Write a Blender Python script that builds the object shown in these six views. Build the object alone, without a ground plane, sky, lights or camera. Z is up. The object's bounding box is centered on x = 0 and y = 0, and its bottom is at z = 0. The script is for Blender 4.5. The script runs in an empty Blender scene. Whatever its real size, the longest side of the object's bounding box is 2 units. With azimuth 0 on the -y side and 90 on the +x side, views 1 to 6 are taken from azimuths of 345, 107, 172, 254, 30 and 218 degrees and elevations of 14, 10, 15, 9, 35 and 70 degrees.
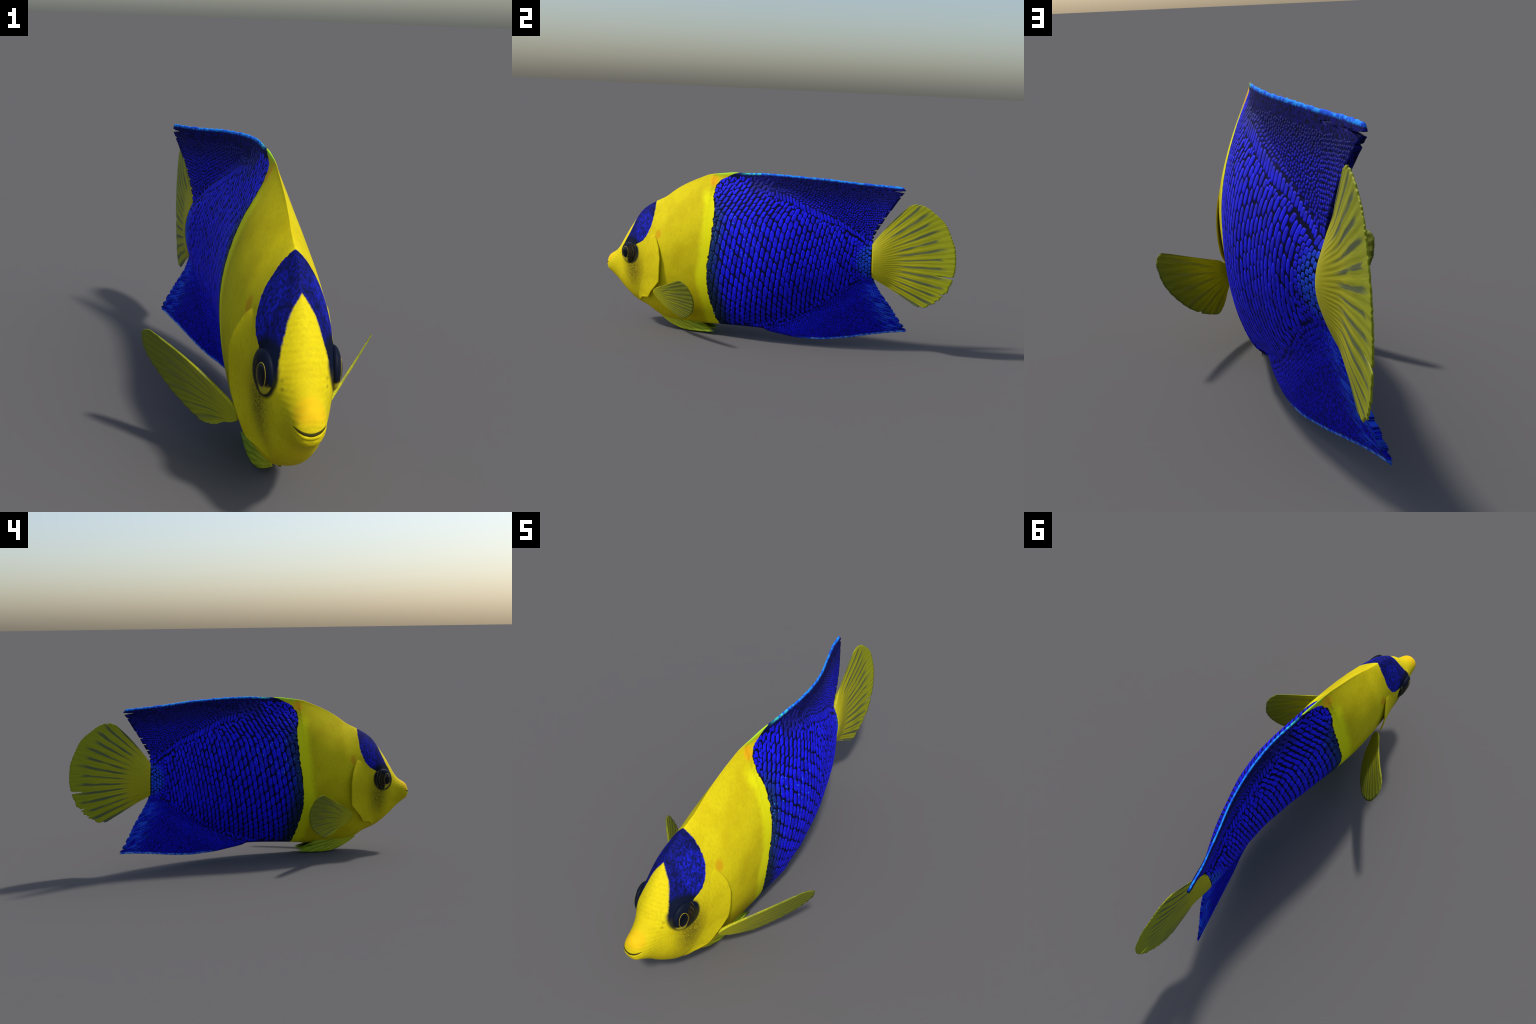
"""Two-coloured angelfish, swimming with a bent body: yellow front, scaly blue rear.
The body is one lofted surface (profiles + midline curves), split by region afterwards;
scales, fins, gill covers, eyes and mouth are meshes of their own."""
import bpy, math, random
import numpy as np

random.seed(7)
rng = np.random.default_rng(7)


# ------------------------------------------------------------------ curves
class Curve:
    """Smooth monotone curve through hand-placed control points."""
    def __init__(self, *pts):
        p = np.array(sorted(pts), float)
        self.x, self.y = p[:, 0], p[:, 1]
        h = np.diff(self.x); d = np.diff(self.y) / h
        m = np.zeros(len(p))
        for i in range(1, len(p) - 1):
            if d[i - 1] * d[i] > 0:
                w1, w2 = 2 * h[i] + h[i - 1], h[i] + 2 * h[i - 1]
                m[i] = (w1 + w2) / (w1 / d[i - 1] + w2 / d[i])
        m[0], m[-1] = d[0], d[-1]
        self.m = m

    def __call__(self, t):
        t = np.clip(np.asarray(t, float), self.x[0], self.x[-1])
        i = np.clip(np.searchsorted(self.x, t, side="right") - 1, 0, len(self.x) - 2)
        h = self.x[i + 1] - self.x[i]; s = (t - self.x[i]) / h
        return ((1 + 2 * s) * (1 - s) ** 2 * self.y[i] + s * (1 - s) ** 2 * h * self.m[i]
                + s * s * (3 - 2 * s) * self.y[i + 1] + s * s * (s - 1) * h * self.m[i + 1])


def smooth(a, b, v):
    s = np.clip((np.asarray(v, float) - a) / (b - a), 0, 1)
    return s * s * (3 - 2 * s)


# body profiles, all along y (head at -1, tail towards +1)
TOP = Curve((-1.0, .336), (-.996, .358), (-.985, .379), (-.968, .392), (-.95, .403), (-.922, .432), (-.889, .487), (-.856, .545),
            (-.829, .586), (-.808, .618), (-.78, .655), (-.74, .687), (-.69, .715), (-.63, .746), (-.58, .783),
            (-.53, .815), (-.47, .846), (-.42, .868), (-.367, .889), (-.29, .902), (-.22, .911), (-.14, .914),
            (-.04, .920), (.095, .919), (.19, .915), (.305, .910), (.41, .901), (.52, .894), (.656, .887), (.72, .883))
BOT = Curve((-1.0, .326), (-.994, .298), (-.967, .278), (-.92, .242), (-.88, .204), (-.84, .172), (-.79, .138),
            (-.72, .108), (-.66, .074), (-.575, .054), (-.47, .050), (-.39, .050), (-.3, .057), (-.21, .063),
            (-.025, .070), (.005, .060), (.09, .047), (.19, .036), (.27, .035), (.4, .047), (.52, .069), (.66, .093), (.76, .103))
MID_TOP = Curve((-1, -.036), (-.83, -.02), (-.69, -.005), (-.55, .008), (-.43, .018), (-.32, .03), (-.2, .04), (-.1, .048),
                (0, .053), (.1, .048), (.2, .034), (.3, .01), (.4, -.024), (.5, -.057), (.57, -.08), (.68, -.104))
MID = Curve((-1, -.036), (-.83, -.020), (-.6, -.002), (-.45, .001), (-.3, .012), (-.2, .025), (-.1, .037), (0, .044), (.1, .043),
            (.24, .026), (.35, .006), (.45, -.021), (.55, -.043), (.60, -.048), (.72, -.10))
MID_BOT = Curve((-1, -.036), (-.83, -.022), (-.6, -.006), (-.4, .005), (-.2, .026), (-.02, .038), (.1, .03), (.26, .004),
                (.37, -.03), (.48, -.062), (.6, -.098), (.74, -.137))
ZC = Curve((-1, .331), (-.9, .34), (-.8, .375), (-.6, .42), (-.4, .45), (0, .465), (.3, .48), (.55, .49), (.75, .49))
WIDTH = Curve((-1.0, .006), (-.996, .022), (-.985, .036), (-.965, .045), (-.93, .054), (-.9, .063), (-.86, .079), (-.82, .094), (-.78, .105), (-.72, .118),
              (-.65, .127), (-.55, .136), (-.45, .139), (-.36, .136), (-.28, .131), (-.2, .126), (-.1, .121), (0, .115), (.1, .106), (.24, .086),
              (.35, .071), (.45, .054), (.53, .037), (.58, .028), (.66, .014), (.8, .01))
UP = Curve((-1, .006), (-.9, .13), (-.8, .26), (-.69, .32), (-.5, .42), (-.35, .435), (-.2, .425), (0, .405), (.1, .374), (.2, .325), (.3, .27),
           (.4, .202), (.5, .128), (.56, .098), (.75, .07))
DOWN = Curve((-1, .006), (-.3, .40), (-.1, .380), (0, .350), (.1, .325), (.2, .305), (.3, .275), (.4, .225), (.5, .155), (.56, .102), (.75, .07))
EXP_UP = Curve((-1, .5), (-.85, .62), (-.7, .85), (-.5, 1.15), (-.3, 1.18), (-.1, 1.0), (.1, .95), (.5, .8), (.8, .8))
EXP_DN = Curve((-1, .42), (-.85, .42), (-.65, .52), (-.3, .55), (0, .62), (.2, .85), (.5, .8), (.8, .8))


def centre(y, z):
    """x of the body's middle sheet at (y, z)."""
    zc = ZC(y)
    up = np.clip((z - zc) / np.maximum(TOP(y) - zc, 1e-3), 0, 1)
    dn = np.clip((zc - z) / np.maximum(zc - BOT(y), 1e-3), 0, 1)
    m = MID(y)
    return m + (MID_TOP(y) - m) * up ** (1.3 + .9 * smooth(.0, .3, y)) + (MID_BOT(y) - m) * dn ** 1.6


def half_width(y, z):
    """half thickness of the body (flank swelling + thin fin sheet) at (y, z)."""
    zc, t, b = ZC(y), TOP(y), BOT(y)
    hu = np.where(y < -.34, t - zc, np.minimum(UP(y), t - zc))
    hd = np.where(y < -.1, zc - b, np.minimum(DOWN(y), zc - b))
    up = z >= zc
    q = np.abs(z - zc) / np.maximum(np.where(up, hu, hd), 1e-3)
    e = np.where(up, EXP_UP(y), EXP_DN(y))
    flank = WIDTH(y) * np.clip(1 - q * q, 0, 1) ** e
    edge = np.clip(np.minimum(t - z, z - b) / .05, 0, 1)
    sheet = smooth(-.5, -.15, y) * (.0018 + .006 * np.sqrt(edge))
    brow = .021 * np.exp(-((y + .830) / .046) ** 2 - ((z - .435) / .052) ** 2)         # swelling that carries the eye
    return np.sqrt((flank + brow * (flank > 1e-4)) ** 2 + sheet ** 2)


# trailing outline of the rear sheet: fraction of height -> y  (lower fin tip, tail root, upper fin tip)
REAR = Curve((0, .750), (.03, .729), (.1, .692), (.2, .645), (.3, .592), (.385, .556), (.41, .552), (.61, .541), (.645, .541), (.69, .554), (.735, .574),
             (.785, .595), (.85, .627), (.9, .651), (.945, .672), (.972, .688), (1.0, .670))
# slits between the fin rays of the upper fin: height fraction, depth, half thickness
SLITS = [(.968, .065, .0042), (.936, .014, .0035), (.835, .014, .0035), (.79, .022, .0038), (.745, .024, .0038), (.705, .020, .0038),
         (.672, .018, .0036), (.648, .014, .0032)]


def rear_edge(t):
    y = REAR(t)
    for c, d, w in SLITS:
        y = y - d * np.exp(-np.abs((t - c) / w) ** 4)
    low = smooth(.36, .28, t)
    tatter = .5 + .5 * np.sin(t * 190 + 2 * np.sin(t * 37))
    y = y - low * (.004 + .008 * smooth(.2, .02, t)) * tatter ** 3                    # frayed lower fin
    y = y - smooth(.05, .0, t) * .016 * (.5 + .5 * np.sin(t * 900)) ** 2
    return y


NS, NT = 230, 330


def build_body():
    s = np.linspace(0, 1, NS)
    g = .35 * s ** 2.6 + .65 * s
    g = np.where(s < .12, .0 + g, g)
    t = np.linspace(0, 1, NT)
    yr = rear_edge(t); yr0 = REAR(.5)
    y_smooth = REAR(t)
    Y = np.empty((NS, NT))
    for i in range(NS):
        k = smooth(.80, 1.0, g[i])
        end = y_smooth * (1 - k) + yr * k
        Y[i] = -1.0 + (end + 1.0) * g[i]
    zt = TOP(Y) + smooth(-.1, .1, Y) * .0012 * np.sin(Y * 130 + 3 * np.sin(Y * 19)) + smooth(-.1, .1, Y) * .0008 * np.sin(Y * 310)
    Z = BOT(Y) + (zt - BOT(Y)) * t[None, :]
    C, H = centre(Y, Z), half_width(Y, Z)
    verts, faces = [], []
    # ring order: right side upwards, left side downwards
    ring = 2 * NT - 2
    idx = np.empty((NS, ring), int)
    for i in range(NS):
        for j in range(NT):
            h = H[i, j] if 0 < j < NT - 1 else 0
            idx[i, j] = len(verts); verts.append((C[i, j] + h, Y[i, j], Z[i, j]))
        for n, j in enumerate(range(NT - 2, 0, -1)):
            idx[i, NT + n] = len(verts); verts.append((C[i, j] - H[i, j], Y[i, j], Z[i, j]))
    for i in range(NS - 1):
        for j in range(ring):
            a, b = idx[i, j], idx[i, (j + 1) % ring]
            c, d = idx[i + 1, (j + 1) % ring], idx[i + 1, j]
            faces.append((a, d, c, b))
    faces.append(tuple(idx[0, ::-1][::-1]))
    for j in range(NT - 1):                                  # close the trailing edge
        r0, r1 = idx[-1, j], idx[-1, j + 1]
        l0 = idx[-1, (ring - j) % ring]; l1 = idx[-1, ring - j - 1]
        f = [r0, r1, l1, l0]
        f = [v for k, v in enumerate(f) if v not in f[:k]]
        if len(f) > 2:
            faces.append(tuple(f[::-1]))
    return np.array(verts), faces


# ------------------------------------------------------------------ shader helpers
class Nodes:
    def __init__(self, name):
        self.mat = bpy.data.materials.new(name)
        self.mat.use_nodes = True
        self.t = self.mat.node_tree
        self.t.nodes.clear()
        self.out = self.t.nodes.new("ShaderNodeOutputMaterial")

    def new(self, kind, **kw):
        n = self.t.nodes.new(kind)
        for k, v in kw.items():
            setattr(n, k, v)
        return n

    def put(self, sock, v):
        if isinstance(v, bpy.types.NodeSocket):
            self.t.links.new(v, sock)
        elif isinstance(v, (tuple, list)) and len(v) == 3 and sock.type == "RGBA":
            sock.default_value = (*v, 1)
        else:
            sock.default_value = v

    def m(self, op, a, b=None, c=None, clamp=False):
        n = self.new("ShaderNodeMath", operation=op, use_clamp=clamp)
        self.put(n.inputs[0], a)
        if b is not None: self.put(n.inputs[1], b)
        if c is not None: self.put(n.inputs[2], c)
        return n.outputs[0]

    def ramp(self, v, a, b, lo=0., hi=1.):
        n = self.new("ShaderNodeMapRange", interpolation_type="SMOOTHSTEP")
        self.put(n.inputs[0], v)
        for i, q in zip((1, 2, 3, 4), (a, b, lo, hi)): n.inputs[i].default_value = q
        return n.outputs[0]

    def mix(self, f, a, b, kind="MIX"):
        n = self.new("ShaderNodeMix", data_type="RGBA", blend_type=kind)
        self.put(n.inputs[0], f); self.put(n.inputs[6], a); self.put(n.inputs[7], b)
        return n.outputs[2]

    def position(self):
        tc = self.new("ShaderNodeTexCoord")
        sp = self.new("ShaderNodeSeparateXYZ")
        self.t.links.new(tc.outputs["Object"], sp.inputs[0])
        self.p = tc.outputs["Object"]
        return sp.outputs

    def vec(self, x, y, z):
        n = self.new("ShaderNodeCombineXYZ")
        for i, v in enumerate((x, y, z)): self.put(n.inputs[i], v)
        return n.outputs[0]

    def noise(self, vec, scale, detail=2., rough=.5):
        n = self.new("ShaderNodeTexNoise")
        self.put(n.inputs["Vector"], vec)
        n.inputs["Scale"].default_value = scale; n.inputs["Detail"].default_value = detail
        n.inputs["Roughness"].default_value = rough
        return n.outputs[0]

    def cells(self, vec, scale, feature="DISTANCE_TO_EDGE"):
        n = self.new("ShaderNodeTexVoronoi", feature=feature)
        self.put(n.inputs["Vector"], vec); n.inputs["Scale"].default_value = scale
        return n.outputs["Distance"]

    def curve(self, v, fn, a, b, n=14):
        """value of a profile curve fn over [a, b], as a float-curve node"""
        ys = [float(fn(a + (b - a) * i / (n - 1))) for i in range(n)]
        lo, hi = min(ys) - .001, max(ys) + .001
        node = self.new("ShaderNodeFloatCurve")
        cv = node.mapping.curves[0]
        while len(cv.points) < n: cv.points.new(.5, .5)
        for i, q in enumerate(ys):
            cv.points[i].location = (i / (n - 1), (q - lo) / (hi - lo))
        node.mapping.update()
        mr = self.m("DIVIDE", self.m("SUBTRACT", v, a), b - a, clamp=True)
        self.t.links.new(mr, node.inputs["Value"])
        return self.m("ADD", self.m("MULTIPLY", node.outputs[0], hi - lo), lo)

    def ellipse(self, y, z, cy, cz, ry, rz):
        a = self.m("DIVIDE", self.m("SUBTRACT", y, cy), ry)
        b = self.m("DIVIDE", self.m("SUBTRACT", z, cz), rz)
        return self.m("SQRT", self.m("ADD", self.m("MULTIPLY", a, a), self.m("MULTIPLY", b, b)))

    def finish(self, colour, rough=.5, spec=.3, bump=None, strength=.2, dist=.002, coat=0., translucent=0.):
        b = self.new("ShaderNodeBsdfPrincipled")
        self.put(b.inputs["Base Color"], colour)
        self.put(b.inputs["Roughness"], rough)
        b.inputs["Specular IOR Level"].default_value = spec
        b.inputs["Coat Weight"].default_value = coat
        if bump is not None:
            bn = self.new("ShaderNodeBump")
            bn.inputs["Strength"].default_value = strength; bn.inputs["Distance"].default_value = dist
            self.put(bn.inputs["Height"], bump)
            self.t.links.new(bn.outputs[0], b.inputs["Normal"])
        res = b.outputs[0]
        if translucent:
            tr = self.new("ShaderNodeBsdfTranslucent"); self.put(tr.inputs[0], colour)
            mx = self.new("ShaderNodeMixShader"); mx.inputs[0].default_value = translucent
            self.t.links.new(res, mx.inputs[1]); self.t.links.new(tr.outputs[0], mx.inputs[2])
            res = mx.outputs[0]
        self.t.links.new(res, self.out.inputs[0])
        return self.mat


YELLOW = (.665, .55, .008)
YELLOW_GREEN = (.78, .78, .008)
BLUE = (.008, .008, .80)
NAVY = (.003, .004, .030)
INK = (.004, .007, .022)
CYAN = (.02, .30, .95)

# border between the yellow front and the blue rear: height -> y
BORDER = Curve((.02, -.262), (.1, -.283), (.172, -.300), (.241, -.316), (.308, -.325), (.385, -.323), (.479, -.315), (.573, -.305), (.664, -.305),
               (.735, -.310), (.787, -.325), (.842, -.312), (.87, -.292), (.886, -.25), (.92, -.16))
# rear border of the blue head band, and half width of the yellow blaze in front of it
BAND_REAR = Curve((.46, -.79), (.48, -.757), (.502, -.724), (.553, -.693), (.609, -.680), (.671, -.682), (.715, -.690), (.76, -.69))
BLAZE = Curve((.40, .084), (.438, .072), (.471, .064), (.52, .051), (.555, .040), (.585, .027), (.61, .011), (.625, .0), (.64, -.012), (.66, -.03))
FIN_ROOT = Curve((-.3, .90), (-.16, .868), (-.076, .838), (.02, .811), (.115, .787), (.192, .748), (.299, .705), (.388, .668), (.479, .613), (.53, .585), (.7, .56))
LOW_ROOT = Curve((-.3, .0), (-.012, .075), (.141, .137), (.321, .251), (.448, .352), (.531, .392), (.75, .42))
EYE_Y, EYE_Z = -.812, .423


def border_distance(n, y, z):
    jag = n.m("MULTIPLY", n.m("SUBTRACT", n.noise(n.p, 42, 3, .6), .5), .026)
    return n.m("ADD", n.m("SUBTRACT", y, n.curve(z, BORDER, .02, .92, 24)), jag)


def skin_material():
    n = Nodes("fish_skin")
    x, y, z = n.position()
    side = n.m("ABSOLUTE", n.m("SUBTRACT", x, n.curve(y, MID, -1, .7)))
    d = border_distance(n, y, z)
    top = n.m("SUBTRACT", n.curve(y, TOP, -.3, .7, 16), z)
    low = n.m("SUBTRACT", z, n.curve(y, BOT, .0, .74, 16))
    soft = n.noise(n.p, 9, 3, .55)
    fine = n.noise(n.p, 120, 2, .6)
    # --- yellow
    col = n.mix(n.ramp(soft, .38, .72), YELLOW, (.58, .46, .006))
    col = n.mix(n.m("MULTIPLY", n.ramp(n.noise(n.vec(x, n.m("MULTIPLY", y, 1.6), n.m("MULTIPLY", z, .5)), 110, 3, .65), .42, .72), .40), col, (.42, .34, .008))
    strip = n.m("MULTIPLY", n.ramp(n.m("ADD", d, n.m("MULTIPLY", soft, .05)), -.055, -.012), n.ramp(z, .84, .76))
    col = n.mix(strip, col, (.80, .76, .007))
    col = n.mix(n.m("MULTIPLY", n.ramp(top, .02, .006), n.ramp(y, -.40, -.28)), col, (.42, .70, .03))
    orange = n.m("ADD", n.ellipse(y, z, -.629, .546, .019, .027), n.m("MULTIPLY", soft, .5))
    col = n.mix(n.m("MULTIPLY", n.ramp(orange, 1.5, .75), .75), col, (.62, .30, .008))
    saddle = n.ellipse(y, z, -.335, .858, .030, .036)
    col = n.mix(n.m("MULTIPLY", n.ramp(saddle, 1.1, .4), .85), col, (.85, .40, .01))
    nose = n.ellipse(y, z, -.985, .395, .045, .055)
    col = n.mix(n.m("MULTIPLY", n.ramp(nose, 1.1, .5), .6), col, (.72, .40, .008))
    # forehead wrinkles, darker threads across the blaze
    wr = n.new("ShaderNodeTexWave", wave_type="BANDS", bands_direction="Z")
    n.put(wr.inputs["Vector"], n.vec(0., 0., n.m("ADD", z, n.m("MULTIPLY", side, .25))))
    wr.inputs["Scale"].default_value = 22; wr.inputs["Distortion"].default_value = 1.5; wr.inputs["Detail"].default_value = 2
    wrinkle = n.m("MULTIPLY", wr.outputs["Fac"], n.m("MULTIPLY", n.ramp(side, .075, .05), n.ramp(y, -.72, -.80)))
    col = n.mix(n.m("MULTIPLY", wrinkle, .22), col, (.55, .42, .008))
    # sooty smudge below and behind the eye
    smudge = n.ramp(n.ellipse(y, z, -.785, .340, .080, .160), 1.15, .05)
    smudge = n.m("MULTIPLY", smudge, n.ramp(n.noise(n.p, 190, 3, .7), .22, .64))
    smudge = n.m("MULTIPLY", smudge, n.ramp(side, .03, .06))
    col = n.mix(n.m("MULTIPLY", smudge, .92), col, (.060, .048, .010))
    for cy, cz in ((-.885, .425), (-.893, .405)):
        pore = n.m("MULTIPLY", n.ramp(n.ellipse(y, z, cy, cz, .006, .006), 1.2, .3), n.ramp(side, .03, .04))
        col = n.mix(n.m("MULTIPLY", pore, .4), col, (.12, .10, .01))
    # --- blue head band
    jag = n.m("MULTIPLY", n.m("SUBTRACT", n.noise(n.p, 70, 2, .6), .5), .014)
    behind = n.m("ADD", n.m("SUBTRACT", n.curve(z, BAND_REAR, .46, .76, 16), y), jag)
    beside = n.m("ADD", n.m("SUBTRACT", side, n.curve(z, BLAZE, .40, .66, 16)), n.m("MULTIPLY", jag, .5))
    band = n.m("MULTIPLY", n.ramp(behind, -.002, .003), n.ramp(beside, -.003, .003))
    eye = n.ellipse(y, z, EYE_Y, EYE_Z, 1., 1.)
    floor = n.m("MAXIMUM", n.ramp(z, .455, .475), n.m("MULTIPLY", n.ramp(y, EYE_Y + .005, EYE_Y - .01), n.ramp(z, .405, .425)))
    band = n.m("MULTIPLY", band, floor)
    bump_cells = n.noise(n.vec(x, y, n.m("MULTIPLY", z, .6)), 130, 2, .55)
    blue = n.mix(n.m("MULTIPLY", n.ramp(bump_cells, .36, .66), n.ramp(n.noise(n.p, 45, 2), .2, .55)), (.005, .009, .085), (.012, .016, .52))
    blue = n.mix(n.ramp(n.ellipse(y, z, -.725, .56, .06, .09), 1.3, .7), n.mix(.6, blue, NAVY), blue)
    blue = n.mix(n.ramp(eye, .10, .075), blue, INK)
    col = n.mix(band, col, blue)
    col = n.mix(n.m("MULTIPLY", n.ramp(n.m("ADD", eye, n.m("MULTIPLY", n.m("SUBTRACT", soft, .5), .02)), .070, .058), n.ramp(side, .03, .06)), col, n.mix(n.ramp(z, .41, .45), (.028, .030, .012), INK))
    # --- blue rear: dark skin between the scales, reticulate on the fins
    web = n.cells(n.vec(n.m("MULTIPLY", x, .3), y, n.m("ADD", z, n.m("MULTIPLY", n.noise(n.p, 25), .02))), 85)
    reticule = n.mix(n.ramp(web, .04, .22), (.004, .005, .16), (.008, .008, .62))
    lowfin = n.ramp(n.m("SUBTRACT", n.curve(y, LOW_ROOT, -.012, .75, 14), z), -.03, .05)
    rear = n.mix(lowfin, NAVY, reticule)
    ink = n.m("MULTIPLY", n.ramp(d, .09, .02), n.ramp(z, .62, .35))
    rear = n.mix(ink, rear, (.006, .014, .014))
    upfin = n.ramp(n.m("SUBTRACT", z, n.curve(y, FIN_ROOT, -.3, .7, 16)), .0, .04)
    rear = n.mix(n.m("MULTIPLY", upfin, n.ramp(fine, .4, .6)), rear, (.008, .009, .17))
    # rays at the trailing edge of the lower fin
    ray = n.noise(n.vec(0., n.m("MULTIPLY", n.m("ADD", y, n.m("MULTIPLY", z, .6)), 18.), n.m("MULTIPLY", n.m("ADD", z, n.m("MULTIPLY", y, .30)), 160.)), 1., 2)
    tail_edge = n.m("ADD", y, n.m("MULTIPLY", n.m("SUBTRACT", z, .10), .63))
    rays = n.m("MULTIPLY", n.m("MULTIPLY", n.ramp(tail_edge, .60, .70), n.ramp(ray, .47, .56)), lowfin)
    rear = n.mix(n.m("MULTIPLY", rays, .8), rear, (.02, .10, .75))
    rear = n.mix(n.m("MULTIPLY", n.ramp(n.m("ADD", y, n.m("MULTIPLY", z, -.6)), .60, .64), n.ramp(ray, .5, .58)), rear, (.006, .008, .05))
    # bright hems
    hem_top = n.m("MULTIPLY", n.ramp(n.m("ADD", top, n.m("MULTIPLY", fine, .012)), .018, .011), n.ramp(y, -.2, -.12))
    hem_colour = n.mix(n.ramp(y, -.16, .02), (.06, .62, .45), CYAN)
    hem_colour = n.mix(n.ramp(n.noise(n.p, 60, 2), .4, .62), hem_colour, (.012, .10, .75))
    rear = n.mix(hem_top, rear, hem_colour)
    hem_low = n.m("MULTIPLY", n.ramp(n.m("ADD", low, n.m("MULTIPLY", fine, .012)), .020, .012), n.ramp(y, .14, .3))
    rear = n.mix(hem_low, rear, n.mix(n.ramp(n.noise(n.p, 50, 2), .42, .62), (.02, .10, .75), (.16, .38, .9)))
    pale = n.m("MULTIPLY", n.ramp(d, .022, .004), n.ramp(n.noise(n.p, 75, 2), .60, .66))
    rear = n.mix(n.m("MULTIPLY", pale, n.ramp(z, .30, .16)), rear, (.25, .50, .50))
    col = n.mix(n.ramp(d, -.002, .002), col, rear)
    return n.finish(col, rough=.7, spec=.05, bump=n.m("ADD", fine, n.m("MULTIPLY", wrinkle, 1.5)), strength=.12, dist=.002)


def scale_material():
    n = Nodes("blue_scale")
    x, y, z = n.position()
    d = border_distance(n, y, z)
    tone = n.noise(n.p, 30, 2)
    col = n.mix(n.ramp(tone, .32, .62), (.006, .006, .50), BLUE)
    near = n.ramp(n.m("ADD", d, n.m("MULTIPLY", n.m("SUBTRACT", tone, .5), .05)), .105, .015)
    col = n.mix(n.m("MULTIPLY", near, n.ramp(z, .84, .66)), col, (.007, .028, .12))
    dark = n.m("MULTIPLY", n.ramp(d, .14, .02), n.ramp(z, .46, .26))
    col = n.mix(n.m("MULTIPLY", dark, .85), col, (.006, .016, .04))
    up = n.m("SUBTRACT", z, n.curve(y, FIN_ROOT, -.3, .7, 16))
    col = n.mix(n.m("MULTIPLY", n.ramp(up, -.01, .03), .5), col, (.008, .008, .42))
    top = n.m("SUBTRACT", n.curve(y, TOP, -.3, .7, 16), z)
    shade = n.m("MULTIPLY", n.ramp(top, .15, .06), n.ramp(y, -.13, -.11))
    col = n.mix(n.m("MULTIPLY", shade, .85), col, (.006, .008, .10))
    root = n.ramp(n.ellipse(y, z, .55, .49, .085, .10), 1.1, .6)
    col = n.mix(n.m("MULTIPLY", root, .7), col, (.010, .09, .60))
    fleck = n.ramp(n.noise(n.vec(x, y, n.m("MULTIPLY", z, .6)), 150, 1), .66, .72)
    zone = n.m("ADD", n.m("MULTIPLY", n.ramp(n.ellipse(y, z, -.22, .58, .24, .17), 1.2, .3), .75), .06)
    col = n.mix(n.m("MULTIPLY", fleck, zone), col, (.05, .38, .85))
    return n.finish(col, rough=.6, spec=.12)


def plain(name, colour, rough=.5, spec=.3, coat=0.):
    n = Nodes(name)
    return n.finish(colour, rough, spec, coat=coat)


def fan_material(name, cy, cz, base, rim, window, period, r0, r1, amount, local=False, dark=(.2, .2, .01)):
    """rayed fin: stripes that run along the fin rays from a hinge at (cy, cz)"""
    n = Nodes(name)
    x, y, z = n.position()
    if local:
        y, z = x, y
    dy, dz = n.m("SUBTRACT", y, cy), n.m("SUBTRACT", z, cz)
    ang = n.m("ARCTAN2", dz, dy)
    r = n.m("SQRT", n.m("ADD", n.m("MULTIPLY", dy, dy), n.m("MULTIPLY", dz, dz)))
    col = n.mix(n.ramp(r, r0, r1), base, rim)
    wob = n.m("MULTIPLY", n.m("SUBTRACT", n.noise(n.vec(n.m("MULTIPLY", ang, 3.), 0., 0.), 3., 2), .5), 2.2)
    stripe = n.m("SINE", n.m("ADD", n.m("MULTIPLY", ang, period), wob))
    breakup = n.noise(n.vec(n.m("MULTIPLY", ang, 7.), n.m("MULTIPLY", r, 3.), 0.), 3., 2)
    grain = n.noise(n.vec(n.m("MULTIPLY", ang, 60.), n.m("MULTIPLY", r, 6.), 0.), 2., 3, .6)
    w = n.m("ADD", stripe, n.m("MULTIPLY", n.m("SUBTRACT", breakup, .5), 1.7))
    mid = n.m("MULTIPLY", n.ramp(r, r0 + (r1 - r0) * .22, r0 + (r1 - r0) * .42), n.ramp(n.m("ADD", r, n.m("MULTIPLY", breakup, (r1 - r0) * .4)), r1 + (r1 - r0) * .12, r1 - (r1 - r0) * .02))
    col = n.mix(n.m("MULTIPLY", n.ramp(grain, .42, .66), .45), col, dark)
    col = n.mix(n.m("MULTIPLY", n.m("MULTIPLY", n.ramp(w, .35, .85), mid), amount), col, window)
    return n.finish(col, rough=.55, spec=.2, bump=grain, strength=.13, dist=.003, translucent=.18)


# ------------------------------------------------------------------ object helpers
def mesh_object(name, verts, faces, mat, parent=None, smooth_shade=True):
    me = bpy.data.meshes.new(name)
    me.from_pydata([tuple(map(float, v)) for v in verts], [], [tuple(map(int, f)) for f in faces])
    me.update()
    ob = bpy.data.objects.new(name, me)
    bpy.context.scene.collection.objects.link(ob)
    me.materials.append(mat)
    if smooth_shade:
        me.polygons.foreach_set("use_smooth", [True] * len(me.polygons))
    if parent: ob.parent = parent
    return ob


def slab(front, back):
    """two matching point grids (n, m, 3) -> closed thin solid"""
    n, m = front.shape[:2]
    v = np.concatenate([front.reshape(-1, 3), back.reshape(-1, 3)])
    o = n * m
    f = []
    for i in range(n - 1):
        for j in range(m - 1):
            a, b, c, d = i * m + j, (i + 1) * m + j, (i + 1) * m + j + 1, i * m + j + 1
            f.append((a, b, c, d)); f.append((o + d, o + c, o + b, o + a))
    rim = [(i, 0) for i in range(n)] + [(n - 1, j) for j in range(1, m)] + [(i, m - 1) for i in range(n - 2, -1, -1)] + [(0, j) for j in range(m - 2, 0, -1)]
    ids = [i * m + j for i, j in rim]
    for a, b in zip(ids, ids[1:] + ids[:1]):
        f.append((b, a, o + a, o + b))
    return v, f


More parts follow.
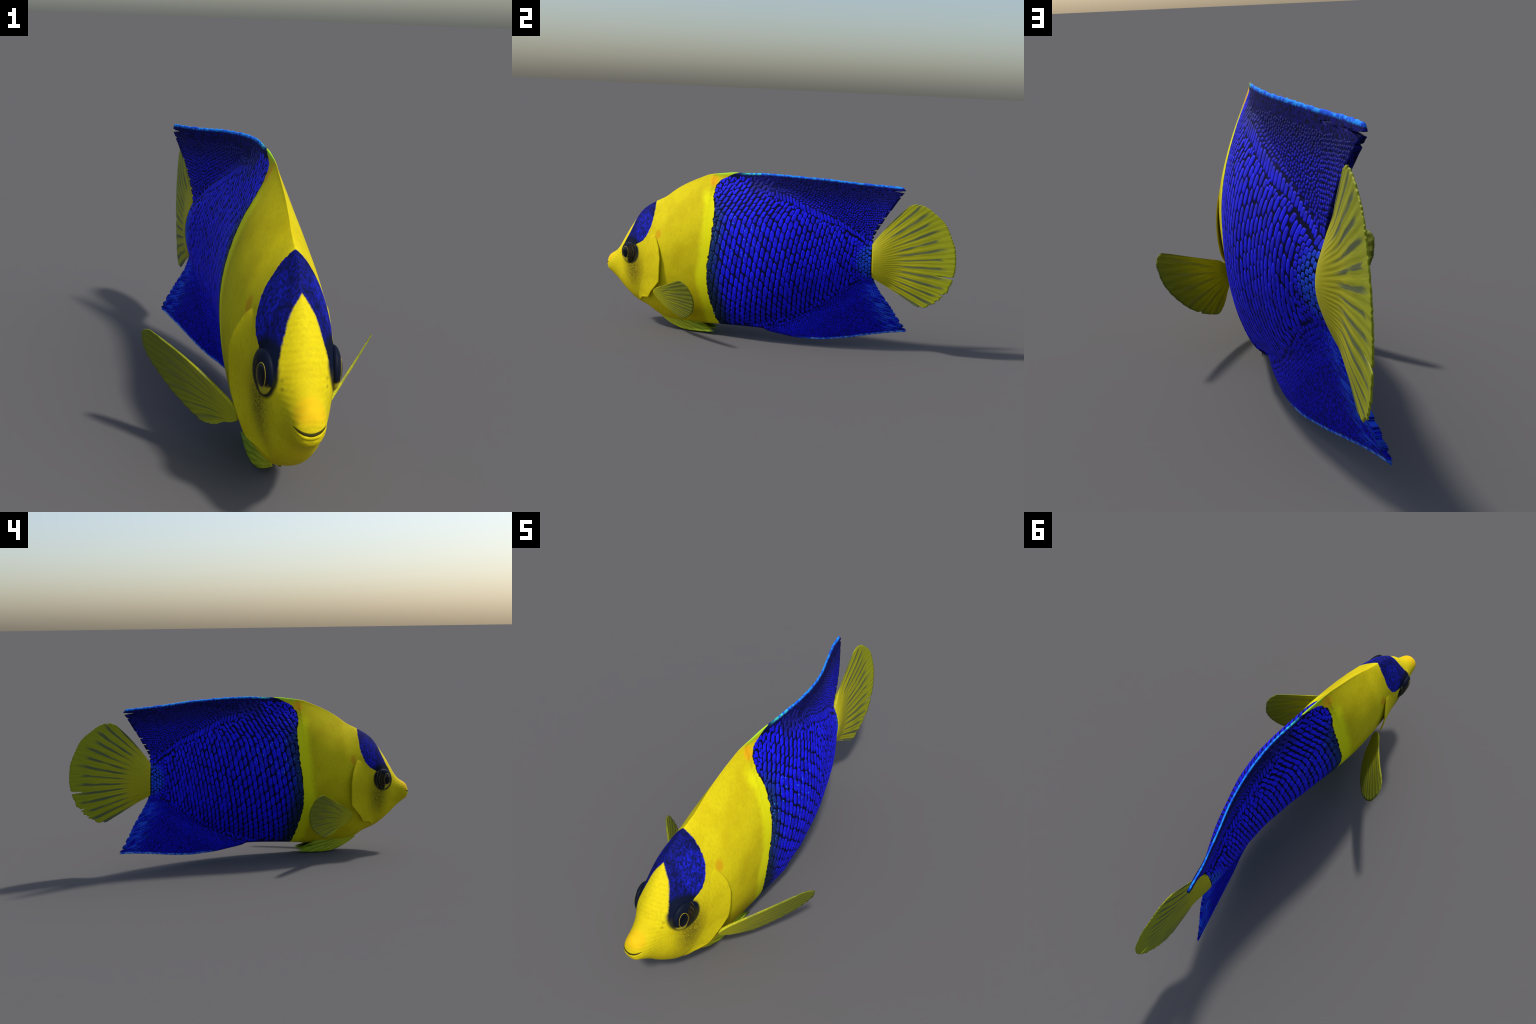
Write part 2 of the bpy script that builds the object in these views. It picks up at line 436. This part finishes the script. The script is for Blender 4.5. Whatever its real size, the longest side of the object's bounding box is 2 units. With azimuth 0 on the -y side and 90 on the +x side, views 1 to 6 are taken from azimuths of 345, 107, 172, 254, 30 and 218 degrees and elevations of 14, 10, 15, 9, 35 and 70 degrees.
def along(points, n):
    p = np.array(points, float)
    d = np.r_[0, np.cumsum(np.linalg.norm(np.diff(p, axis=0), axis=1))]
    u = np.linspace(0, d[-1], n)
    return np.stack([np.interp(u, d, p[:, k]) for k in range(p.shape[1])], 1)


def along_smooth(points, n):
    p = np.array(points, float)
    d = np.r_[0, np.cumsum(np.linalg.norm(np.diff(p, axis=0), axis=1))]
    u = np.linspace(0, d[-1], n)
    return np.stack([Curve(*zip(d, p[:, k]))(u) for k in range(p.shape[1])], 1)


# ------------------------------------------------------------------ build
fish = bpy.data.objects.new("angelfish", None)
bpy.context.scene.collection.objects.link(fish)
fish["label"] = "yellow and blue angelfish with a bent scaly body"
fish["category"] = "fish"

SKIN = skin_material()
SCALE = scale_material()
TAIL = fan_material("tail_fin_membrane", .435, .468, (.55, .49, .009), (.36, .39, .011), (.13, .155, .060), 60., .12, .55, 1.0, dark=(.24, .25, .010))
PECTORAL = fan_material("pectoral_membrane", -.05, .03, (.60, .58, .012), (.22, .25, .015), (.17, .19, .06), 40., .0, .40, .55, local=True, dark=(.12, .14, .012))
PELVIC = fan_material("pelvic_membrane", -.78, .12, (.62, .58, .010), (.38, .50, .012), (.18, .26, .012), 120., .1, .5, .8, dark=(.16, .26, .01))

# body surface, split by region with shared normals
verts, faces = build_body()
tmp = bpy.data.meshes.new("body_surface")
tmp.from_pydata(verts.tolist(), [], faces)
tmp.update()
normals = np.empty(len(verts) * 3)
tmp.vertices.foreach_get("normal", normals)
normals = normals.reshape(-1, 3)


def regions(mid):
    """names of the body regions for face centres (n, 3)"""
    y, z = mid[:, 1], mid[:, 2]
    r = np.full(len(mid), "torso", dtype=object)
    r[y > .44] = "tail_stalk"
    r[(y > -.012) & (z < LOW_ROOT(y))] = "anal_fin"
    r[(y > -.16) & (z > FIN_ROOT(y))] = "dorsal_fin"
    r[y < -.64 + .10 * (z - .45)] = "head"
    return r


groups = {}
mids = np.array([verts[list(f)].mean(0) for f in faces])
for f, name in zip(faces, regions(mids)):
    groups.setdefault(name, []).append(f)
for name, fs in groups.items():
    used = sorted({v for f in fs for v in f})
    remap = {v: i for i, v in enumerate(used)}
    ob = mesh_object(name, verts[used], [[remap[v] for v in f] for f in fs], SKIN, fish)
    ob.data.normals_split_custom_set_from_vertices([tuple(normals[v]) for v in used])
bpy.data.meshes.remove(tmp)


# ------------------------------------------------------------------ scales
def scale_patch(cy, cz, ry, rz, lean, slope, side, lift):
    """one pillow-shaped scale lying on the flank: superellipse in a sheared frame"""
    ring = 14
    pts = [(0, 0, lift)]
    for k, (rad, h) in enumerate(((.6, lift * .95), (.92, lift * .7), (1., -.0012))):
        for i in range(ring):
            a = 2 * math.pi * i / ring
            c, s = math.cos(a), math.sin(a)
            p = math.copysign(abs(c) ** .50, c) * rad; q = math.copysign(abs(s) ** .74, s) * rad
            pts.append((p, q, h))
    pts = np.array(pts)
    dz0 = pts[:, 1] * rz; dy0 = pts[:, 0] * ry
    y = cy + dy0 + lean * dz0
    z = cz + dz0 + slope * dy0
    t, b = TOP(y), BOT(y)
    z = np.clip(z, b + .004, t - .004)
    x = centre(y, z) + side * (half_width(y, z) + pts[:, 2])
    f = []
    for i in range(ring):
        j = (i + 1) % ring
        tri = (0, 1 + i, 1 + j)
        f.append(tri)
        for k in range(2):
            o, o2 = 1 + k * ring, 1 + (k + 1) * ring
            f.append((o + i, o2 + i, o2 + j, o + j))
    if side < 0: f = [q[::-1] for q in f]
    return np.stack([x, y, z], 1), f


def main_lattice():
    """(y, z, ry, rz, lean, slope) for one flank"""
    out = []
    # columns of tall sheared scales over the flank
    col = -.35
    while col < .60:
        dcol = .0285 - .0095 * float(smooth(-.05, .42, col))
        dv0 = .055 - .013 * float(smooth(.0, .42, col))
        # rows share slanting lines: the start offset falls from column to column
        zz = .02 + ((-.80 * col / dv0) % 1) * dv0 * .6
        while zz < .88:
            dv = dv0 * (.50 + .50 * float(smooth(.12, .34, zz))) * (1 - .40 * float(smooth(.58, .72, zz)))
            front = float(smooth(.60, .72, zz)) * float(smooth(.20, .0, col))
            lean = .16 + .40 * front
            y = col + .17 * (zz - .47) + .30 * max(0., zz - .66) * float(smooth(.25, .0, col))
            slope = -.80 + .95 * front
            rz = dv * .5 * 1.0; ry = dcol * .5 * .76
            out.append((y, zz + dv * .5, ry, rz, lean, slope, "flank"))
            zz += dv
        col += dcol
    # fine scales that fade out over the lower fin
    row = 0; off = .0
    while off < .12:
        step = .016 - .055 * off
        y = -.02 + .5 * step * (row % 2)
        while y < .70:
            f = 1 - .35 * float(smooth(.02, .12, off))
            out.append((y, float(LOW_ROOT(y)) + .012 - off, step * .40 * f, step * .46 * f, .15, .5, "low"))
            y += step
        off += step; row += 1
    return out


def fin_lattice():
    out = []
    # small scales that run up over the dorsal fin, smaller towards its edge
    row = 0; off = .048
    while off < .34:
        step = .0115 - .003 * float(smooth(.05, .25, off))
        y = -.06 + .5 * step * (row % 2)
        while y < .72:
            dy = (.019 - .007 * float(smooth(.05, .35, y))) * (1 - .25 * float(smooth(.08, .25, off)))
            z = float(FIN_ROOT(min(y, .50))) + off * (1 + .25 * y) - .02
            slope = -.28 - .45 * float(smooth(.15, .45, y)) + .35
            out.append((y, z, dy * .40, step * .35, .35, slope * .4 - .15, "fin"))
            y += dy
        off += step; row += 1
    # the row of upright block scales along the fin's root
    y = .04
    while y < .50:
        dy = .0185 - .006 * float(smooth(.3, .5, y))
        h = .021 - .010 * float(smooth(.25, .5, y))
        out.append((y, float(FIN_ROOT(y)) + .004, dy * .42, h, -.32, -.30, "root"))
        y += dy
    # rounder scales of the tail stalk
    r = 0; y = .462
    while y < .552:
        z = .380 + .0100 * (r % 2)
        while z < .605:
            out.append((y, z, .0072, .0086, .25, -.35, "stalk")); z += .0200
        y += .0150; r += 1
    return out


def keep(y, z, ry, rz, kind):
    gap = -.002 if kind in ("stalk", "filler") else .006 if kind == "fin" else .012
    if y + ry > REAR(np.clip((z - BOT(y)) / (TOP(y) - BOT(y)), 0, 1)) - gap: return False
    if z > TOP(y) - .02 - rz or z < BOT(y) + .008 + rz * .6: return False
    if y - ry < BORDER(z) + .001: return False
    root, low = float(FIN_ROOT(y)), float(LOW_ROOT(y))
    if kind == "flank":
        if y > .0 and z + rz * .5 > root - .020: return False
        if y <= .0 and z > TOP(y) - .035: return False
        if z < low + .014: return False
        if y > .452 and .37 < z < .61: return False
        return True
    if kind == "fin":
        return z > root + .024 and z < TOP(y) - .05 - .04 * smooth(.2, -.1, y)
    if kind == "filler":
        if not (z > low - .03 and z < min(root + .03 if y > -.06 else 9., TOP(y) - .03) and y < .548): return False
        return abs(z - root) < .034 or abs(z - low) < .03 or y < BORDER(z) + .035 or y > .43 or (y < .05 and z > .80)
    if kind == "low":
        return z < low + .008
    if kind == "stalk":
        return root - .012 > z > low + .004
    return True


cells, placed = [], []
for c in main_lattice() + fin_lattice():
    y, z, ry, rz, lean, slope, kind = c
    if not keep(y, z, ry, rz, kind): continue
    y += rng.normal(0, .0009); z += rng.normal(0, .0014)
    f = 1 + rng.normal(0, .05)
    placed.append((y, z, ry * f, rz * f, lean + rng.normal(0, .03), slope + rng.normal(0, .04), kind))
# small filler scales wherever the regular rows leave bare skin
STEP = .002
occupied = np.zeros((560, 480), bool)


def cover(y, z, ry, rz, lean, slope):
    m = int((abs(ry) + abs(rz)) / STEP) + 2
    i0, j0 = int((y + .4) / STEP), int(z / STEP)
    a, b, c, d = max(0, i0 - m), min(560, i0 + m + 1), max(0, j0 - m), min(480, j0 + m + 1)
    dy = (np.arange(a, b) * STEP - .4 - y)[:, None]; dz = (np.arange(c, d) * STEP - z)[None, :]
    q = (dz - slope * dy) / (1 - slope * lean)
    p = dy - lean * q
    occupied[a:b, c:d] |= np.abs(p / ry) ** 2.6 + np.abs(q / rz) ** 2.6 < 1.0


for c in placed: cover(*c[:6])
FIT = [(.0085, .0125), (.0065, .0095), (.005, .0072)]
gy, gz = (np.arange(560) * STEP - .4)[:, None], (np.arange(480) * STEP)[None, :]
zone = (np.abs(gz - FIN_ROOT(gy)) < .036) | (np.abs(gz - LOW_ROOT(gy)) < .032) | (gy < BORDER(gz) + .037) | (gy > .428) | ((gy < .052) & (gz > .798))
zone &= (gy > BORDER(gz)) & (gz < TOP(gy) - .02) & (gz > BOT(gy)) & (gz > LOW_ROOT(gy) - .032) & (gy < .55)
order = rng.permutation(np.flatnonzero(~occupied & zone))
for ry, rz in FIT:
    my, mz = int(ry * 1.12 / STEP), int(rz * 1.12 / STEP)
    for o in order:
        i, j = divmod(int(o), 480)
        if i < my or j < mz or i + my >= 560 or j + mz >= 480 or occupied[i, j]: continue
        if occupied[i - my:i + my + 1, j - 1:j + 2].any() or occupied[i - 1:i + 2, j - mz:j + mz + 1].any(): continue
        h, g = int(my * .75), int(mz * .75)
        if occupied[i - h:i + h + 1, j - g:j + g + 1].any(): continue
        y, z = i * STEP - .4, j * STEP
        if not keep(y, z, ry, rz, "filler"): continue
        lean, slope = .2, -.4
        placed.append((y, z, ry, rz, lean, slope, "filler")); cover(y, z, ry, rz, lean, slope)
for y, z, ry, rz, lean, slope, kind in placed:
    for side in (1, -1):
        cells.append((ry * rz, y, z, ry, rz, lean, slope, side, kind))
cells.sort(key=lambda c: -c[0])
rest_v, rest_f, off = [], [], 0
for i, (_, y, z, ry, rz, lean, slope, side, kind) in enumerate(cells):
    lift = .0012 if kind == "flank" else .0008
    v, f = scale_patch(y, z, ry, rz, lean, slope, side, lift)
    if i < 300:
        mesh_object("scale", v, f, SCALE, fish)
    else:
        rest_v.append(v); rest_f += [tuple(q + off for q in g) for g in f]; off += len(v)
small = mesh_object("small_scales", np.concatenate(rest_v), rest_f, SCALE, fish)
small["kind"] = "stuff"


# ------------------------------------------------------------------ tail fin
def tail_fin():
    na, nr = 300, 46
    a = np.linspace(0, 1, na)
    outer = along_smooth([(.722, .797), (.765, .810), (.81, .797), (.86, .765), (.911, .722), (.95, .652), (.977, .58), (.984, .50), (.972, .425), (.955, .375),
                          (.92, .328), (.88, .291), (.83, .267), (.79, .268)], na)
    root = along_smooth([(.541, .580), (.546, .54), (.549, .49), (.550, .44), (.550, .402)], na)
    rag = .0022 * np.sin(a * 310 + 4 * np.sin(a * 23)) * np.sin(a * 47) + .0045 * smooth(.6, .8, a) * np.sin(a * 130 + 2 * np.sin(a * 31))
    cut = .060 * np.exp(-np.abs((a - .655) / .006) ** 4) + .028 * np.exp(-np.abs((a - .79) / .005) ** 4) + .012 * np.exp(-np.abs((a - .065) / .005) ** 4) \
        + .012 * np.exp(-np.abs((a - .86) / .004) ** 4)
    F, B = np.empty((na, nr, 3)), np.empty((na, nr, 3))
    dirs = outer - root; L = np.linalg.norm(dirs, axis=1, keepdims=True)
    for j in range(nr):
        s = j / (nr - 1)
        P = root + dirs * s
        P = P + dirs / L * ((rag - cut) * smooth(.75, 1, s))[:, None]
        # edges of the fan bow slightly
        bow = np.sin(math.pi * s) * .014
        P[:, 1] += bow * smooth(.15, 0, a)
        y, z = P[:, 0], P[:, 1]
        x = -.042 - .007 * smooth(.56, .72, y) + .010 * smooth(.85, 1.0, y) + .004 * smooth(.65, .8, z)
        ridge = .00035 * np.sin(a * 2 * math.pi * 27 + 3 * np.sin(a * 9)) * smooth(.05, .3, s)
        th = .018 * (1 - smooth(0, .32, s)) + .0020
        blend = 1 - smooth(0, .30, s)
        x = x + (centre(.546, root[:, 1]) - x) * blend
        lens = .009 * smooth(1.0, .55, s) * smooth(0, .2, a) * smooth(1, .8, a)
        th = .0018 + lens + (half_width(.546, root[:, 1]) * 1.03 + .001 - .0018 - lens) * (1 - smooth(0, .38, s))
        F[:, j] = np.stack([x + th + ridge, y, z], 1)
        B[:, j] = np.stack([x - th + ridge, y, z], 1)
    v, f = slab(F, B)
    return mesh_object("tail_fin", v, f, TAIL, fish)


tail_fin()


# ------------------------------------------------------------------ paired fins
from mathutils import Matrix, Vector


def pectoral_fin(hinge, tip, low, curl):
    """fan hinged at the flank; local x runs along the longest ray, local y across the fan"""
    hinge, tip, low = Vector(hinge), Vector(tip), Vector(low)
    ex = (tip - hinge).normalized()
    ez = ex.cross(low - hinge).normalized()
    ey = ez.cross(ex)
    m = Matrix((ex, ey, ez)).transposed().to_4x4(); m.translation = hinge
    na, nr = 120, 34
    root = along_smooth([(.030, -.012), (.002, -.004), (-.020, .016), (-.022, .040), (-.006, .066), (.012, .086)], na)
    outer = along_smooth([(.300, -.034), (.345, -.036), (.378, -.018), (.394, .012), (.390, .060), (.368, .100), (.325, .138), (.275, .166), (.20, .186),
                          (.135, .190), (.095, .170), (.060, .140)], na)
    F, B = np.empty((na, nr, 3)), np.empty((na, nr, 3))
    for i in range(na):
        k = i / (na - 1)
        d = outer[i] - root[i]
        d = d * (1 - .008 * abs(math.sin(i * 1.9)) - .035 * math.exp(-((k - .66) / .010) ** 2))
        for j in range(nr):
            s = j / (nr - 1)
            x, y = root[i] + d * s
            z = curl * (.014 * math.sin(s * 2.6) - .030 * s * max(0., k - .5)) + .0008 * math.sin(i * .9) * s
            th = .004 * (1 - s) + .0012
            F[i, j] = (x, y, z + th); B[i, j] = (x, y, z - th)
    v, f = slab(F, B)
    ob = mesh_object("pectoral_fin", v, f, PECTORAL, fish)
    ob.matrix_world = m
    return ob


pectoral_fin((.125, -.635, .232), (.369, -.342, .335), (.161, -.453, .098), -.15)
pectoral_fin((-.140, -.606, .242), (-.372, -.306, .377), (-.201, -.410, .129), -.8)


def pelvic_fin(side):
    n, m = 60, 16
    upper = along_smooth([(-.655, .100), (-.58, .084), (-.50, .078), (-.43, .074), (-.39, .056), (-.35, .036)], n)
    lower = along_smooth([(-.668, .076), (-.61, .042), (-.54, .014), (-.46, .003), (-.39, .006), (-.322, .013)], n)
    F, B = np.empty((n, m, 3)), np.empty((n, m, 3))
    for i in range(n):
        u = i / (n - 1)
        for j in range(m):
            s = j / (m - 1)
            P = upper[i] * (1 - s) + lower[i] * s
            y = P[0] + (.03 * math.sin(s * 40) * smooth(.75, 1, u))
            z = P[1]
            c = float(MID_BOT(y)) - .012
            out = .014 + .026 * math.sin(min(1, u * 1.4) * math.pi * .5) * (.55 + .45 * s)
            x = c + side * out + .0012 * math.sin(s * 22)
            F[i, j] = (x + .0016, y, z); B[i, j] = (x - .0016, y, z)
    v, f = slab(F, B)
    return mesh_object("pelvic_fin", v, f, PELVIC, fish)


pelvic_fin(1); pelvic_fin(-1)


# ------------------------------------------------------------------ gill covers
def gill_cover(side):
    edge = along([(-.672, .562), (-.659, .548), (-.634, .519), (-.613, .475), (-.600, .415), (-.602, .335), (-.605, .285), (-.629, .257), (-.662, .219),
                  (-.685, .182), (-.731, .175), (-.760, .150)], 90)
    front = along_smooth([(-.70, .565), (-.74, .50), (-.755, .42), (-.765, .32), (-.78, .22), (-.79, .155)], 90)
    n, m = 90, 24
    F, B = np.empty((n, m, 3)), np.empty((n, m, 3))
    for i in range(n):
        u = i / (n - 1)
        flare = (.015 if side > 0 else .022) * float(smooth(0, .55 if side > 0 else .35, u)) * float(smooth(1.05, .8, u)) + .003
        for j in range(m):
            s = j / (m - 1)
            y, z = front[i] * (1 - s) + edge[i] * s
            h = -.0025 + (flare + .0025) * s ** 1.7 * float(smooth(0, .10, u))
            base, c = float(half_width(y, z)), float(centre(y, z))
            F[i, j] = (c + side * (base + h), y, z)
            B[i, j] = (c + side * (base + h - .0035), y, z)
    v, f = slab(F, B)
    if side > 0: f = [q[::-1] for q in f]
    return mesh_object("gill_cover", v, f, SKIN, fish)


gill_cover(1); gill_cover(-1)


# ------------------------------------------------------------------ eyes
def eye_material(fwd):
    n = Nodes("eye_rings")
    x, y, z = n.position()
    # local z is the line of sight; nested rings, crowded at the pupil's side
    k = n.m("DIVIDE", n.m("SUBTRACT", x, fwd), -fwd)                       # 0 at the pupil, 1 at the eye's middle
    r = n.m("SQRT", n.m("ADD", n.m("MULTIPLY", n.m("SUBTRACT", x, fwd * .45), n.m("SUBTRACT", x, fwd * .45)), n.m("MULTIPLY", n.m("MULTIPLY", y, y), .62)))
    wob = n.m("MULTIPLY", n.m("SUBTRACT", n.noise(n.p, 30, 2), .5), .008)
    rings = n.m("SINE", n.m("MULTIPLY", n.m("ADD", r, wob), 480.))
    col = n.mix(n.ramp(rings, .0, .9), (.010, .009, .006), (.055, .038, .010))
    col = n.mix(n.m("MULTIPLY", n.ramp(rings, .7, 1.), n.ramp(r, .036, .044)), col, (.085, .10, .065))
    col = n.mix(n.ramp(n.noise(n.p, 45, 2), .45, .65), col, (.02, .015, .007))
    col = n.mix(n.m("MULTIPLY", n.ramp(y, -.020, -.032), n.ramp(k, 1.0, .4)), col, (.42, .36, .02))
    lid = n.m("ADD", y, n.m("MULTIPLY", n.m("SUBTRACT", 1., k), .018))
    col = n.mix(n.ramp(lid, .024, .032), col, (.004, .007, .018))
    return n.finish(col, rough=.55, spec=.08)


PUPIL = plain("pupil", (.001, .003, .006), .2, .22)
IRIS = plain("iris_ring", (.30, .23, .02), .5, .2)
SOCKET = plain("eyelid_skin", (.006, .009, .025), .5, .25)


def dome(ru, a0, a1, nu=40, nv=14):
    v, f = [], []
    for j in range(nv + 1):
        a = a0 + (a1 - a0) * j / nv
        for i in range(nu):
            b = 2 * math.pi * i / nu
            v.append((ru * math.sin(a) * math.cos(b), ru * math.sin(a) * math.sin(b), ru * math.cos(a)))
    for j in range(nv):
        for i in range(nu):
            f.append((j * nu + i, (j + 1) * nu + i, (j + 1) * nu + (i + 1) % nu, j * nu + (i + 1) % nu))
    f.append(tuple(range(nu))[::-1] if a0 < .02 else tuple(range(nu))[::-1])
    f.append(tuple(nv * nu + i for i in range(nu)))
    return v, f


def ring_tube(R, r, z, nu=48, nv=10):
    v, f = [], []
    for i in range(nu):
        a = 2 * math.pi * i / nu
        for j in range(nv):
            b = 2 * math.pi * j / nv
            v.append(((R + r * math.cos(b)) * math.cos(a), (R + r * math.cos(b)) * math.sin(a), z + r * math.sin(b)))
    for i in range(nu):
        for j in range(nv):
            f.append((i * nv + j, ((i + 1) % nu) * nv + j, ((i + 1) % nu) * nv + (j + 1) % nv, i * nv + (j + 1) % nv))
    return v, f


def build_eye(side):
    c = Vector((float(centre(EYE_Y, EYE_Z)) + side * .094, EYE_Y, EYE_Z))
    look = Vector((side * .985, -.17, .0)).normalized()
    up = Vector((0, 0, 1)); right = up.cross(look).normalized()
    m = Matrix((right, up, look)).transposed().to_4x4(); m.translation = c
    R = .056
    fwd = side * -.020                                   # the pupil sits towards the front of the eye

    def shape(p):
        return (p[0] * 1.0, p[1] * 1.08, p[2] * .36)
    v, f = dome(R, .0001, math.pi * .98, 48, 30)
    ball = mesh_object("eye", [shape(p) for p in v], f, EYES[side], fish); ball.matrix_world = m

    def on_ball(x, y, lift):
        r2 = max(0., 1 - (x / R) ** 2 - (y / (R * 1.08)) ** 2)
        return (x, y, R * .36 * math.sqrt(r2) + lift)
    v, f = [], []
    for j in range(9):
        for i in range(36):
            a = 2 * math.pi * i / 36; k = j / 8
            v.append(on_ball(fwd + .0190 * k * math.cos(a), .0310 * k * math.sin(a), .0022 * (1 - k ** 4) + .0002))
    for j in range(8):
        for i in range(36):
            f.append((j * 36 + i, (j + 1) * 36 + i, (j + 1) * 36 + (i + 1) % 36, j * 36 + (i + 1) % 36))
    mesh_object("pupil", v, f, PUPIL, ball)
    v, f = ring_tube(1., .042, 0.)
    v = [(lambda q: (q[0], q[1], q[2] + p[2] * .016))(on_ball(fwd + .0203 * p[0], .0328 * p[1], .0003)) for p in v]
    mesh_object("iris_ring", v, f, IRIS, ball)
    return ball


EYES = {1: eye_material(-.020), -1: eye_material(.020)}
build_eye(1); build_eye(-1)


# ------------------------------------------------------------------ mouth
MOUTH = plain("mouth_slit", (.045, .038, .004), .7, .1)


def front_y(x, z):
    """y of the snout's front surface at (x, z), by bisection"""
    lo, hi = -1.0, -.85
    for _ in range(40):
        y = .5 * (lo + hi)
        inside = abs(x - float(centre(y, z))) < float(half_width(y, z)) and BOT(y) < z < TOP(y)
        lo, hi = (lo, y) if inside else (y, hi)
    return hi


def mouth_part(name, z_mid, z_end, half, radius, proud, mat):
    cx = -.036
    pts = []
    for i in range(41):
        k = -1 + 2 * i / 40
        x = cx + half * k; z = z_mid + (z_end - z_mid) * k * k
        pts.append((x, front_y(x, z) - proud, z))
    v, f = [], []
    nv = 10
    for i, p in enumerate(pts):
        k = -1 + 2 * i / 40
        r = radius * max(.08, (1 - k ** 4)) ** .5
        for j in range(nv):
            b = 2 * math.pi * j / nv
            v.append((p[0], p[1] - r * .8 * math.cos(b), p[2] + r * math.sin(b)))
    for i in range(40):
        for j in range(nv):
            f.append((i * nv + j, i * nv + (j + 1) % nv, (i + 1) * nv + (j + 1) % nv, (i + 1) * nv + j))
    f.append(tuple(range(nv))[::-1]); f.append(tuple(40 * nv + j for j in range(nv)))
    return mesh_object(name, v, f, mat, fish)


mouth_part("mouth", .327, .340, .040, .0042, .0, MOUTH)
mouth_part("lower_lip", .318, .333, .042, .0065, -.002, SKIN)
